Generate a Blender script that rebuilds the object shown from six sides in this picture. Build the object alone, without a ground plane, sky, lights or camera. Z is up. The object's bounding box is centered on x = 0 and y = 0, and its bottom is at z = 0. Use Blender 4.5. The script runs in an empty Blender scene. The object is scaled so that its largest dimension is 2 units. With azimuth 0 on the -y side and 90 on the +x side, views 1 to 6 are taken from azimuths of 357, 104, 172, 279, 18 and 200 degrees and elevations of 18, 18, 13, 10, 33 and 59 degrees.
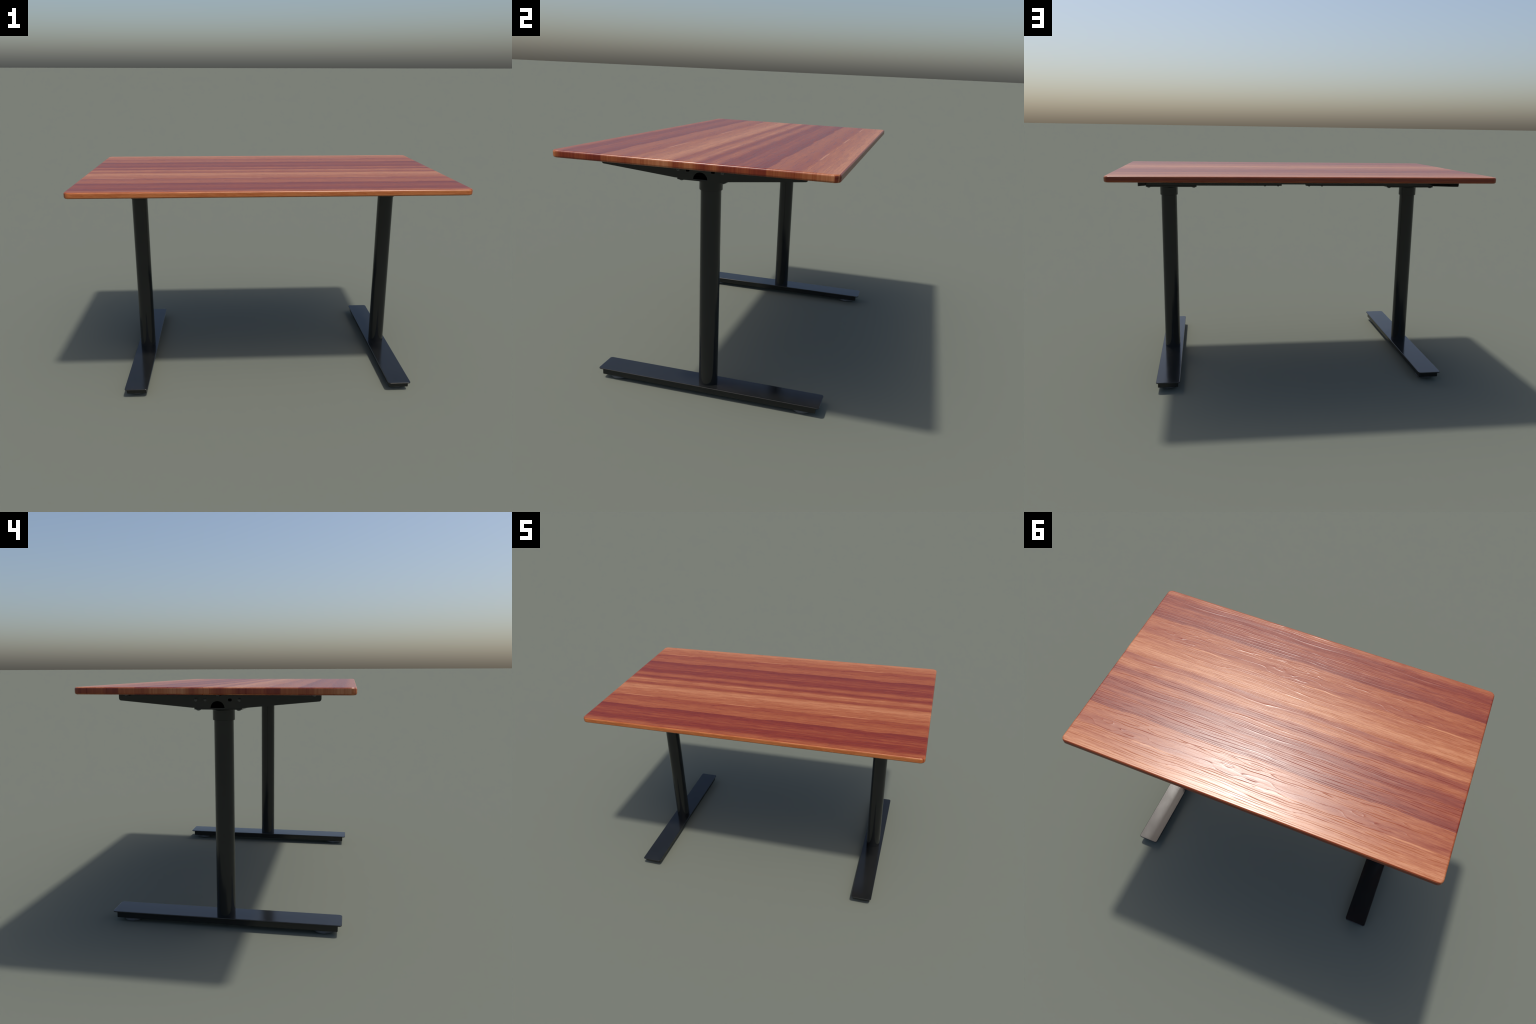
"""Two-legged desk: wooden tabletop on a black steel T-leg frame.
Frame: metres, z up, centred on x = y = 0, feet on z = 0."""
import bpy, bmesh, math, random
from mathutils import Matrix, Vector

random.seed(7)
scene = bpy.context.scene

# ------------------------------------------------------------------ sizes
TOP_HX, TOP_HY = 1.0, 0.5950          # tabletop half length / half depth
TOP_Z0, TOP_Z1 = 1.1145, 1.1459       # tabletop underside / upper side
TOP_CORNER, TOP_EDGE = 0.028, 0.0085  # plan corner radius, edge rounding
LEG_X = 0.7253                        # column axis
COLUMN_R, COLLAR_R = 0.0450, 0.0510
PLATE_Z0, PLATE_Z1 = 1.0445, 1.0520   # mounting plate on top of the column
BRACKET_X = 0.8540                    # outer face of the support bracket
TILE = 0.683                          # length after which the veneer figure repeats


# ------------------------------------------------------------------ node helper
class Graph:
    def __init__(self, name):
        self.mat = bpy.data.materials.new(name)
        self.mat.use_nodes = True
        self.nt = self.mat.node_tree
        self.nt.nodes.clear()
        self.out = self.nt.nodes.new("ShaderNodeOutputMaterial")
        self.bsdf = self.nt.nodes.new("ShaderNodeBsdfPrincipled")
        self.nt.links.new(self.bsdf.outputs[0], self.out.inputs[0])

    def put(self, sock, val):
        if isinstance(val, bpy.types.NodeSocket):
            self.nt.links.new(val, sock)
        else:
            sock.default_value = val

    def math(self, op, a, b=None, c=None, clamp=False):
        n = self.nt.nodes.new("ShaderNodeMath")
        n.operation = op
        n.use_clamp = clamp
        for i, v in enumerate((a, b, c)):
            if v is not None:
                self.put(n.inputs[i], v)
        return n.outputs[0]

    def add(self, a, b): return self.math("ADD", a, b)
    def sub(self, a, b): return self.math("SUBTRACT", a, b)
    def mul(self, a, b): return self.math("MULTIPLY", a, b)

    def smooth(self, x, lo, hi, a=0.0, b=1.0):
        n = self.nt.nodes.new("ShaderNodeMapRange")
        n.interpolation_type = "SMOOTHSTEP"
        self.put(n.inputs[0], x)
        for i, v in zip((1, 2, 3, 4), (lo, hi, a, b)):
            self.put(n.inputs[i], v)
        return n.outputs[0]

    def lerp(self, a, b, t):
        return self.add(a, self.mul(self.sub(b, a), t))

    def ramp(self, x, stops, interp="LINEAR"):
        n = self.nt.nodes.new("ShaderNodeValToRGB")
        n.color_ramp.interpolation = interp
        el = n.color_ramp.elements
        while len(el) < len(stops):
            el.new(0.5)
        for e, (p, c) in zip(el, stops):
            e.position = p
        for e, (p, c) in zip(el, stops):
            e.color = (c, c, c, 1) if not isinstance(c, tuple) else (*c, 1)
        self.put(n.inputs[0], x)
        return n.outputs[0]

    def vec(self, x, y, z):
        n = self.nt.nodes.new("ShaderNodeCombineXYZ")
        for i, v in enumerate((x, y, z)):
            self.put(n.inputs[i], v)
        return n.outputs[0]

    def noise(self, vec, scale=1.0, detail=2.0, rough=0.5, w=None):
        n = self.nt.nodes.new("ShaderNodeTexNoise")
        if w is not None:
            n.noise_dimensions = "4D"
            self.put(n.inputs["W"], w)
        self.put(n.inputs["Vector"], vec)
        n.inputs["Scale"].default_value = scale
        n.inputs["Detail"].default_value = detail
        n.inputs["Roughness"].default_value = rough
        return n.outputs[0]

    def bump(self, height, strength, distance, normal=None):
        n = self.nt.nodes.new("ShaderNodeBump")
        n.inputs["Strength"].default_value = strength
        n.inputs["Distance"].default_value = distance
        self.put(n.inputs["Height"], height)
        if normal is not None:
            self.put(n.inputs["Normal"], normal)
        return n.outputs[0]

    def coords(self):
        n = self.nt.nodes.new("ShaderNodeTexCoord")
        return n.outputs["Object"]

    def split(self, v):
        n = self.nt.nodes.new("ShaderNodeSeparateXYZ")
        self.put(n.inputs[0], v)
        return n.outputs[0], n.outputs[1], n.outputs[2]


# ------------------------------------------------------------------ materials
def veneer_material():
    """Red-brown striped veneer; the figure repeats every TILE metres both ways,
    the long edge bands carry a figure of their own."""
    g = Graph("striped_veneer")
    x, y, z = g.split(g.coords())
    # edge banding on the two long sides: stripes run along x, read across z
    band = g.smooth(g.math("ABSOLUTE", y), TOP_HY - 0.0075, TOP_HY - 0.004)
    corner = g.mul(g.math("GREATER_THAN", g.math("ABSOLUTE", y), TOP_HY - 0.022),
                   g.math("GREATER_THAN", g.math("ABSOLUTE", x), TOP_HX - 0.0075))
    band = g.math("MAXIMUM", band, g.mul(corner, g.math("LESS_THAN", z, TOP_Z1 - 0.004)))
    back = g.math("GREATER_THAN", y, 0.0)
    dz = g.sub(z, 1.130)
    y_band = g.lerp(g.add(dz, -0.105), g.add(g.mul(dz, 2.4), 0.0640), back)
    # the -x end face carries the figure mirrored
    end = g.math("LESS_THAN", x, -TOP_HX + 0.0014)
    ye = g.lerp(g.lerp(y, g.sub(0.027, y), end), y_band, band)

    k = 2 * math.pi / TILE
    a, b = g.mul(x, k), g.mul(ye, k)
    cu, su = g.math("COSINE", a), g.math("SINE", a)
    cv, sv = g.math("COSINE", b), g.math("SINE", b)

    def tile(ru, rv, detail=2.0, rough=0.5, off=0.0):
        """noise on a torus: repeats seamlessly with the veneer figure"""
        v = g.vec(g.add(g.mul(cu, ru), off), g.mul(su, ru), g.mul(cv, rv))
        return g.noise(v, 1.0, detail, rough, w=g.mul(sv, rv))

    c = lambda s: g.sub(s, 0.5)
    wander = g.add(g.mul(c(tile(0.40, 0.8, 0.0)), 0.024),
                   g.mul(c(tile(0.5, 2.4, 0.0, 0.4, 5.0)), 0.005))
    yw = g.add(ye, wander)
    t = g.math("FRACT", g.math("DIVIDE", g.add(yw, 0.370), TILE))
    P = lambda yy: (yy + 0.370) / TILE
    stripes = [(0.0, .44), (P(-.365), .55), (P(-.335), .58), (P(-.295), .52), (P(-.265), .40),
               (P(-.238), .40), (P(-.222), .64), (P(-.187), .66), (P(-.150), .82), (P(-.110), .95),
               (P(-.078), .86), (P(-.060), .70), (P(-.050), .38), (P(-.030), .40), (P(-.012), .66),
               (P(.010), .72), (P(.026), .82), (P(.046), .30), (P(.060), .10), (P(.078), .30),
               (P(.095), .56), (P(.115), .54), (P(.135), .18), (P(.160), .06), (P(.192), .16),
               (P(.204), .36), (P(.214), .18), (P(.234), .34), (P(.252), .22), (P(.285), .08),
               (P(.300), .02), (P(.312), .08)]
    # fibres feather the stripe borders
    feather = g.mul(c(tile(1.3, 15.0, 1.0, 0.5, 71.0)), 0.036)
    tone = g.ramp(g.math("FRACT", g.add(g.add(t, 1.0), feather)), stripes)
    cloud = c(tile(1.1, 3.2, 3.0, 0.55, 11.0))
    thread = c(tile(0.7, 11.0, 2.0, 0.5, 31.0))      # stripes about a centimetre wide
    fibre = c(tile(1.6, 26.0, 3.0, 0.6, 3.0))
    hair = c(tile(6.0, 44.0, 1.0, 0.5, 8.0))
    tone = g.add(tone, g.mul(cloud, 0.18))
    tone = g.add(tone, g.mul(thread, 0.72))
    tone = g.add(tone, g.mul(fibre, 0.62))
    tone = g.add(tone, g.mul(hair, 0.35))
    # one pale streak in every repeat of the figure
    u = g.math("FRACT", g.math("DIVIDE", g.add(x, 0.29), TILE))
    along = g.mul(g.smooth(u, 0.02, 0.16), g.smooth(u, 0.34, 0.48, 1.0, 0.0))
    across = g.smooth(g.math("ABSOLUTE", g.add(yw, 0.2265)), 0.0018, 0.0060, 1.0, 0.0)
    across2 = g.smooth(g.math("ABSOLUTE", g.add(yw, 0.2265 - TILE)), 0.0018, 0.0060, 1.0, 0.0)
    streak = g.mul(along, g.math("MAXIMUM", across, across2))
    tone = g.add(tone, g.mul(streak, 0.55))

    # growth-ring contour lines: straight and crowded, opening into long
    # pointed loops in the cathedral zone of every repeat
    rings = g.ramp(t, [(0, 0.0), (0.04, .05), (0.19, .09), (0.25, .15), (0.50, .45), (1, 1.0)])
    cath = g.mul(g.smooth(t, 0.02, 0.07), g.smooth(t, 0.19, 0.27, 1.0, 0.0))
    sway = g.mul(c(tile(0.35, 2.6, 0.0, 0.4, 21.0)), g.lerp(0.3, 2.0, cath))
    loops = g.mul(c(tile(0.60, 3.6, 0.0, 0.4, 41.0)), g.lerp(0.2, 4.4, cath))
    uneven = g.mul(c(tile(0.12, 4.0, 0.0, 0.5, 61.0)), g.lerp(2.6, 0.6, cath))
    field = g.add(g.add(g.mul(rings, 46.0), uneven), g.add(sway, loops))

    def ridge(f, power):
        d = g.math("ABSOLUTE", g.sub(g.mul(g.math("FRACT", f), 2.0), 1.0))
        return g.math("POWER", d, power)

    line = ridge(field, 8.0)
    line2 = ridge(g.mul(field, 2.0), 2.5)
    deep = g.smooth(tile(0.5, 9.0, 1.0, 0.5, 51.0), 0.40, 0.66)    # lines fade in and out
    inner = g.mul(g.smooth(g.math("ABSOLUTE", y), TOP_HY - 0.012, TOP_HY - 0.006, 1.0, 0.0),
                  g.smooth(g.math("ABSOLUTE", x), TOP_HX - 0.012, TOP_HX - 0.004, 1.0, 0.0))
    tone = g.sub(tone, g.mul(g.mul(line, inner), 0.05))

    # pores: sparse short dark dashes
    pore = g.smooth(tile(14.0, 60.0, 1.0, 0.5, 2.0), 0.735, 0.775)
    tone = g.sub(tone, g.mul(pore, 0.10))

    colour = g.ramp(tone, [(0.0, (.180, .016, .003)), (0.12, (.210, .023, .004)), (0.35, (.265, .045, .010)),
                           (0.60, (.335, .080, .020)), (0.85, (.415, .130, .044)), (1.0, (.485, .180, .072))])
    mix = g.nt.nodes.new("ShaderNodeMix")
    mix.data_type = "RGBA"
    mix.blend_type = "MULTIPLY"
    g.put(mix.inputs[0], band)
    g.put(mix.inputs[6], colour)
    mix.inputs[7].default_value = (0.90, 0.78, 0.56, 1)            # edge banding is more orange
    g.put(g.bsdf.inputs["Base Color"], mix.outputs[2])
    g.put(g.bsdf.inputs["Roughness"], g.add(0.31, g.add(g.mul(fibre, 0.12), g.mul(thread, 0.16))))
    g.bsdf.inputs["Specular IOR Level"].default_value = 0.5
    height = g.add(g.mul(line, g.mul(g.lerp(0.20, 1.0, deep), g.lerp(1.0, 0.95, cath))), g.mul(line2, 0.08))
    height = g.add(height, g.mul(fibre, 0.30))
    g.put(g.bsdf.inputs["Normal"], g.bump(g.mul(height, inner), 1.0, 0.00055))
    return g.mat


def steel_material():
    """black powder coat, glossy with a fine orange-peel grain"""
    g = Graph("black_powder_coat")
    co = g.coords()
    grain = g.noise(co, 120.0, 3.0, 0.7)
    soft = g.noise(co, 9.0, 2.0, 0.5)
    pimple = g.smooth(g.noise(co, 95.0, 1.0, 0.5), 0.70, 0.76)       # rare specks in the coat
    g.put(g.bsdf.inputs["Base Color"], g.ramp(soft, [(0.3, (.0100, .0108, .0105)), (0.7, (.0135, .0140, .0132))]))
    g.put(g.bsdf.inputs["Roughness"], g.add(0.11, g.mul(soft, 0.06)))
    g.bsdf.inputs["Specular IOR Level"].default_value = 0.5
    g.put(g.bsdf.inputs["Normal"], g.bump(g.add(g.mul(grain, 0.55), g.mul(pimple, 0.15)), 0.12, 0.0012))
    return g.mat


def plain_material(name, colour, rough, metal=0.0, vary=0.15):
    g = Graph(name)
    n = g.noise(g.coords(), 60.0, 2.0)
    lo = tuple(v * (1 - vary) for v in colour)
    hi = tuple(v * (1 + vary) for v in colour)
    g.put(g.bsdf.inputs["Base Color"], g.ramp(n, [(0.3, lo), (0.7, hi)]))
    g.bsdf.inputs["Roughness"].default_value = rough
    g.bsdf.inputs["Metallic"].default_value = metal
    return g.mat


VENEER = veneer_material()
STEEL = steel_material()
BOLT = plain_material("dull_bolt_steel", (.110, .114, .116), 0.40, 0.5)
RECESS_BLACK = plain_material("matt_near_black", (.004, .004, .004), 0.9)  # near-black and matt, so the half-round opening looks black
GLIDE = plain_material("grey_plastic", (.095, .100, .110), 0.45)


# ------------------------------------------------------------------ mesh helpers
def make_object(name, mesh, mat, parent=None, smooth_angle=None):
    ob = bpy.data.objects.new(name, mesh)
    scene.collection.objects.link(ob)
    if mat:
        mesh.materials.clear()
        mesh.materials.append(mat)
    if smooth_angle is not None:
        bm = bmesh.new()
        bm.from_mesh(mesh)
        for f in bm.faces:
            f.smooth = True
        for e in bm.edges:
            if len(e.link_faces) == 2:
                e.smooth = e.calc_face_angle(0.0) < math.radians(smooth_angle)
        bm.to_mesh(mesh)
        bm.free()
        wn = ob.modifiers.new("flat_face_normals", "WEIGHTED_NORMAL")
        wn.keep_sharp = True
    ob.parent = parent
    return ob


def copy_object(ob, parent, loc=None, rot_z=0.0):
    c = ob.copy()
    scene.collection.objects.link(c)
    c.parent = parent
    if loc is not None:
        c.location = loc
    c.rotation_euler = (ob.rotation_euler[0], ob.rotation_euler[1], ob.rotation_euler[2] + rot_z)
    return c


def rounded_rect(hx, hy, r, seg=8, cx=0.0, cy=0.0):
    pts = []
    for qx, qy, a0 in ((1, 1, 0), (-1, 1, 90), (-1, -1, 180), (1, -1, 270)):
        for i in range(seg + 1):
            a = math.radians(a0 + 90 * i / seg)
            pts.append((cx + qx * (hx - r) + r * math.cos(a), cy + qy * (hy - r) + r * math.sin(a)))
    return pts


def prism(name, outline, holes, depth, bevel=0.0, frame=None, bevel_seg=2):
    """Flat outline with holes, extruded to `depth` (centred on local z) with
    softened edges, then laid into place by the matrix `frame`."""
    cu = bpy.data.curves.new(name, "CURVE")
    cu.dimensions = "2D"
    cu.fill_mode = "BOTH"
    cu.extrude = depth / 2 - bevel
    cu.bevel_depth = bevel
    cu.bevel_resolution = bevel_seg
    cu.offset = -bevel
    for loop in [outline] + list(holes):
        sp = cu.splines.new("POLY")
        sp.points.add(len(loop) - 1)
        for p, (px, py) in zip(sp.points, loop):
            p.co = (px, py, 0, 1)
        sp.use_cyclic_u = True
    tmp = bpy.data.objects.new("tmp_curve", cu)
    scene.collection.objects.link(tmp)
    dg = bpy.context.evaluated_depsgraph_get()
    me = bpy.data.meshes.new_from_object(tmp.evaluated_get(dg))
    me.name = name
    bpy.data.objects.remove(tmp)
    bpy.data.curves.remove(cu)
    bm = bmesh.new()
    bm.from_mesh(me)
    bmesh.ops.remove_doubles(bm, verts=bm.verts, dist=1e-5)
    if frame is not None:
        bm.transform(frame)
    bmesh.ops.recalc_face_normals(bm, faces=bm.faces)
    bm.to_mesh(me)
    bm.free()
    return me


def lathe(name, profile, seg=64, wobble=None):
    """revolve (radius, z) pairs round z; radius 0 closes to a pole"""
    bm = bmesh.new()
    rings = []
    for r, z in profile:
        if r <= 0:
            rings.append([bm.verts.new((0, 0, z))])
        else:
            ring = []
            for i in range(seg):
                a = 2 * math.pi * i / seg
                rr, zz = (r, z) if wobble is None else wobble(r, z, a)
                ring.append(bm.verts.new((rr * math.cos(a), rr * math.sin(a), zz)))
            rings.append(ring)
    for A, B in zip(rings, rings[1:]):
        for i in range(seg):
            j = (i + 1) % seg
            if len(A) == 1 and len(B) == 1:
                continue
            if len(A) == 1:
                bm.faces.new((A[0], B[j], B[i]))
            elif len(B) == 1:
                bm.faces.new((A[i], A[j], B[0]))
            else:
                bm.faces.new((A[i], A[j], B[j], B[i]))
    bmesh.ops.recalc_face_normals(bm, faces=bm.faces)
    me = bpy.data.meshes.new(name)
    bm.to_mesh(me)
    bm.free()
    return me


def slab(name, hx, hy, z0, z1, corner, edge, seg=10, eseg=6):
    """tabletop: rounded-corner plan, rounded upper and lower edges"""
    levels = []
    for i in range(eseg + 1):
        a = math.radians(90 * i / eseg)
        levels.append((edge * (1 - math.sin(a)), z0 + edge * (1 - math.cos(a))))
    levels += [(ins, z0 + z1 - z) for ins, z in reversed(levels)]
    bm = bmesh.new()
    loops = []
    for ins, z in levels:
        pts = rounded_rect(hx - ins, hy - ins, corner - ins, seg)
        loops.append([bm.verts.new((px, py, z)) for px, py in pts])
    n = len(loops[0])
    for A, B in zip(loops, loops[1:]):
        for i in range(n):
            bm.faces.new((A[i], A[(i + 1) % n], B[(i + 1) % n], B[i]))
    bm.faces.new(list(reversed(loops[0])))
    bm.faces.new(loops[-1])
    bmesh.ops.recalc_face_normals(bm, faces=bm.faces)
    me = bpy.data.meshes.new(name)
    bm.to_mesh(me)
    bm.free()
    return me


def bolt_mesh(name, r, h, socket=True):
    """button head, pole toward -z, with a recessed hexagon-like drive"""
    prof = [(0, 0.001)]
    prof += [(r, 0.001), (r, -0.15 * h)]
    for i in range(1, 6):
        a = math.radians(80 * i / 5)
        prof.append((r * math.cos(a) * 1.0, -0.15 * h - 0.85 * h * math.sin(a)))
    prof = prof[:-1]
    rs = r * 0.42
    prof += [(rs, -h), (rs * 0.92, -0.45 * h), (0, -0.45 * h)]
    return lathe(name, prof, 24)


def turn_y(me, a):
    me.transform(Matrix.Rotation(a, 4, "Y"))
    return me


# ------------------------------------------------------------------ the desk
desk = bpy.data.objects.new("desk", None)
scene.collection.objects.link(desk)
desk["label"] = "rectangular desk, striped red-brown wooden top, two black steel T-legs"
desk["category"] = "desk"

# ---- tabletop
top = make_object("tabletop", slab("tabletop", TOP_HX, TOP_HY, TOP_Z0, TOP_Z1, TOP_CORNER, TOP_EDGE),
                  VENEER, desk, 50)

# ---- leg: column with foot, collar and mounting plate (local axes: +x points outward)
leg = make_object("leg_column", lathe("leg_column", [(0, .053), (COLUMN_R, .053), (COLUMN_R, .995), (0, .995)], 72),
                  STEEL, desk, 40)
leg.location = (LEG_X, 0, 0)

flare = 0.0635
make_object("collar", lathe("collar", [
    (COLUMN_R - .004, .9905), (COLLAR_R - .0025, .9895), (COLLAR_R - .0006, .9905), (COLLAR_R, .9930),
    (COLLAR_R, 1.0335), (COLLAR_R + .002, 1.0365), (flare - .002, 1.0410), (flare, 1.0430), (flare, 1.0450),
    (0, 1.0450)], 72), STEEL, leg, 35)


make_object("foot_plate", prism("foot_plate", rounded_rect(.0628, .5555, .014, 8), [], .0064, .0030,
                                Matrix.Translation((0, 0, .0499))), STEEL, leg, 25)
beam_sec = rounded_rect(.0534, .5365, .003, 4)
make_object("foot_beam", prism("foot_beam", beam_sec, [], .0282, .0014, Matrix.Translation((0, 0, .0322))),
            STEEL, leg, 25)
glide_me = lathe("foot_glide", [(0, 0), (.0400, 0), (.0452, .0008), (.0470, .0025), (.0475, .0060), (.0475, .0125),
                                (.0465, .0140), (.0110, .0150), (.0110, .0190), (0, .0190)], 56)
glide = make_object("foot_glide", glide_me, GLIDE, leg, 35)
glide.location = (0, -.468, 0)
copy_object(glide, leg, (0, .468, 0))

px0, px1 = .563 - LEG_X, .8490 - LEG_X
pcx, phx = (px0 + px1) / 2, (px1 - px0) / 2
make_object("mounting_plate", prism("mounting_plate", rounded_rect(phx, .1075, .010, 6, pcx, 0), [],
                                    PLATE_Z1 - PLATE_Z0, .0012, Matrix.Translation((0, 0, (PLATE_Z0 + PLATE_Z1) / 2))),
            STEEL, leg, 25)
plate_bolt_me = bolt_mesh("plate_bolt", .0106, .0052)
first = None
for sx in (-1, 1):
    for sy in (-1, 1):
        loc = (pcx + sx * .1268, sy * .0905, PLATE_Z0)
        if first is None:
            first = make_object("plate_bolt", plate_bolt_me, BOLT, leg, 35)
            first.location = loc
        else:
            copy_object(first, leg, loc)

leg_b = copy_object(leg, desk, (-LEG_X, 0, 0), math.pi)
for ch in [o for o in leg.children]:
    copy_object(ch, leg_b, tuple(ch.location))

# ---- support bracket: tapered side cheek under each end, with screw flange
BY, B_END, B_TOP = .4490, 1.0820, 1.1105
r_end = .011


def bracket_outline():
    pts = []
    half = [(.031 * math.sin(math.radians(a)), PLATE_Z1 + .030 * math.cos(math.radians(a)))
            for a in range(0, 91, 9)]
    right = [p for p in half]                                   # notch, top to foot
    right += [(.112, PLATE_Z1), (.120, 1.0529)]
    # taper up to the rounded lower corner
    cxr, czr = BY - r_end, B_END + r_end
    for i in range(7):
        a = math.radians(-95 + 95 * i / 6)
        right.append((cxr + r_end * math.cos(a), czr + r_end * math.sin(a)))
    right.append((BY, B_TOP))
    left = [(-px, pz) for px, pz in reversed(right[1:])]
    return right + left


holes = [rounded_rect(.0078, .0055, .0035, 4, s * .0552, 1.0873) for s in (-1, 1)]
# curve plane (x, y) -> object (y, z); thickness along x
lay = Matrix(((0, 0, 1, BRACKET_X - .0022), (1, 0, 0, 0), (0, 1, 0, 0), (0, 0, 0, 1)))
bracket = make_object("support_bracket", prism("support_bracket", bracket_outline(), holes, .0044, .0006, lay, 1),
                      STEEL, desk, 25)
flange = make_object("bracket_flange", prism("bracket_flange", rounded_rect(.0185, BY - .002, .006, 4, BRACKET_X + .014, 0),
                     [], .0042, .0006, Matrix.Translation((0, 0, 1.1124)), 1), STEEL, bracket, 25)
screw_me = bolt_mesh("flange_screw", .0085, .0066)
screw = make_object("flange_screw", screw_me, BOLT, bracket, 35)
screw.location = (BRACKET_X + .017, .4200, 1.1103)
for yy in (.006, -.405):
    copy_object(screw, bracket, (BRACKET_X + .017, yy, 1.1103))
side_bolt_me = turn_y(bolt_mesh("side_bolt", .0075, .0040), -math.pi / 2)   # head toward +x
side_bolt = make_object("side_bolt", side_bolt_me, BOLT, bracket, 35)
side_bolt.location = (BRACKET_X, -.0965, 1.0873)
copy_object(side_bolt, bracket, (BRACKET_X, .0965, 1.0873))

bracket_b = copy_object(bracket, desk, (0, 0, 0), math.pi)
for ch in list(bracket.children):
    copy_object(ch, bracket_b, tuple(ch.location))
extra = copy_object(side_bolt, bracket_b, (BRACKET_X - .0022, -.0552, 1.0873))
extra.name = "side_bolt.004"

# ---- closed block between the rails, seen dark through the half-round opening
hx0, hx1 = .575, BRACKET_X - .0720
inner_block = make_object("recess_block", prism("recess_block", rounded_rect((hx1 - hx0) / 2, .0655, .006, 4, (hx0 + hx1) / 2, 0),
                      [], .0550, .0015, Matrix.Translation((0, 0, 1.0800))), RECESS_BLACK, desk, 25)
copy_object(inner_block, desk, (0, 0, 0), math.pi)

# ---- cross rails: open channels from bracket to the middle, joined by slimmer connector rails
RY0, RY1, RZ1, WALL = .0680, .1060, 1.1140, .0040


def channel(y0, y1, z0, z1, w):
    """C section lying open toward the desk middle"""
    return [(y0, z0), (y1, z0), (y1, z1), (y0, z1), (y0, z1 - w), (y1 - w, z1 - w), (y1 - w, z0 + w), (y0, z0 + w)]


def along_x(x0, x1):
    return Matrix(((0, 0, 1, (x0 + x1) / 2), (1, 0, 0, 0), (0, 1, 0, 0), (0, 0, 0, 1)))


RAIL_IN, RAIL_OUT = .0720, BRACKET_X - .0050
rail_me = prism("cross_rail", channel(RY0, RY1, PLATE_Z1 + .0003, RZ1, WALL), [], RAIL_OUT - RAIL_IN, .0005,
                along_x(RAIL_IN, RAIL_OUT), 1)
rail_mirror = rail_me.copy()
rail_mirror.name = "cross_rail_mirrored"
rail_mirror.transform(Matrix.Scale(-1, 4, (0, 1, 0)))
rail_mirror.flip_normals()
rail_bolt_me = bolt_mesh("rail_bolt", .0068, .0048)
rail_bolt = None
for rot in (0.0, math.pi):
    for me, sy in ((rail_me, 1), (rail_mirror, -1)):
        rail = make_object("cross_rail", me, STEEL, desk, 25)
        rail.rotation_euler = (0, 0, rot)
        for bx in (.0918, .1690):
            if rail_bolt is None:
                rail_bolt = make_object("rail_bolt", rail_bolt_me, STEEL, rail, 35)
                rail_bolt.location = (bx, sy * .0915, PLATE_Z1 + .0003)
            else:
                copy_object(rail_bolt, rail, (bx, sy * .0915, PLATE_Z1 + .0003))
con_me = prism("connector_rail", channel(RY0 + .004, RY1 - WALL - .0006, 1.0600, RZ1 - WALL - .0006, .003), [], .44, .0004,
               along_x(-.22, .22), 1)
con = make_object("connector_rail", con_me, STEEL, desk, 25)
copy_object(con, desk, (0, 0, 0), math.pi)
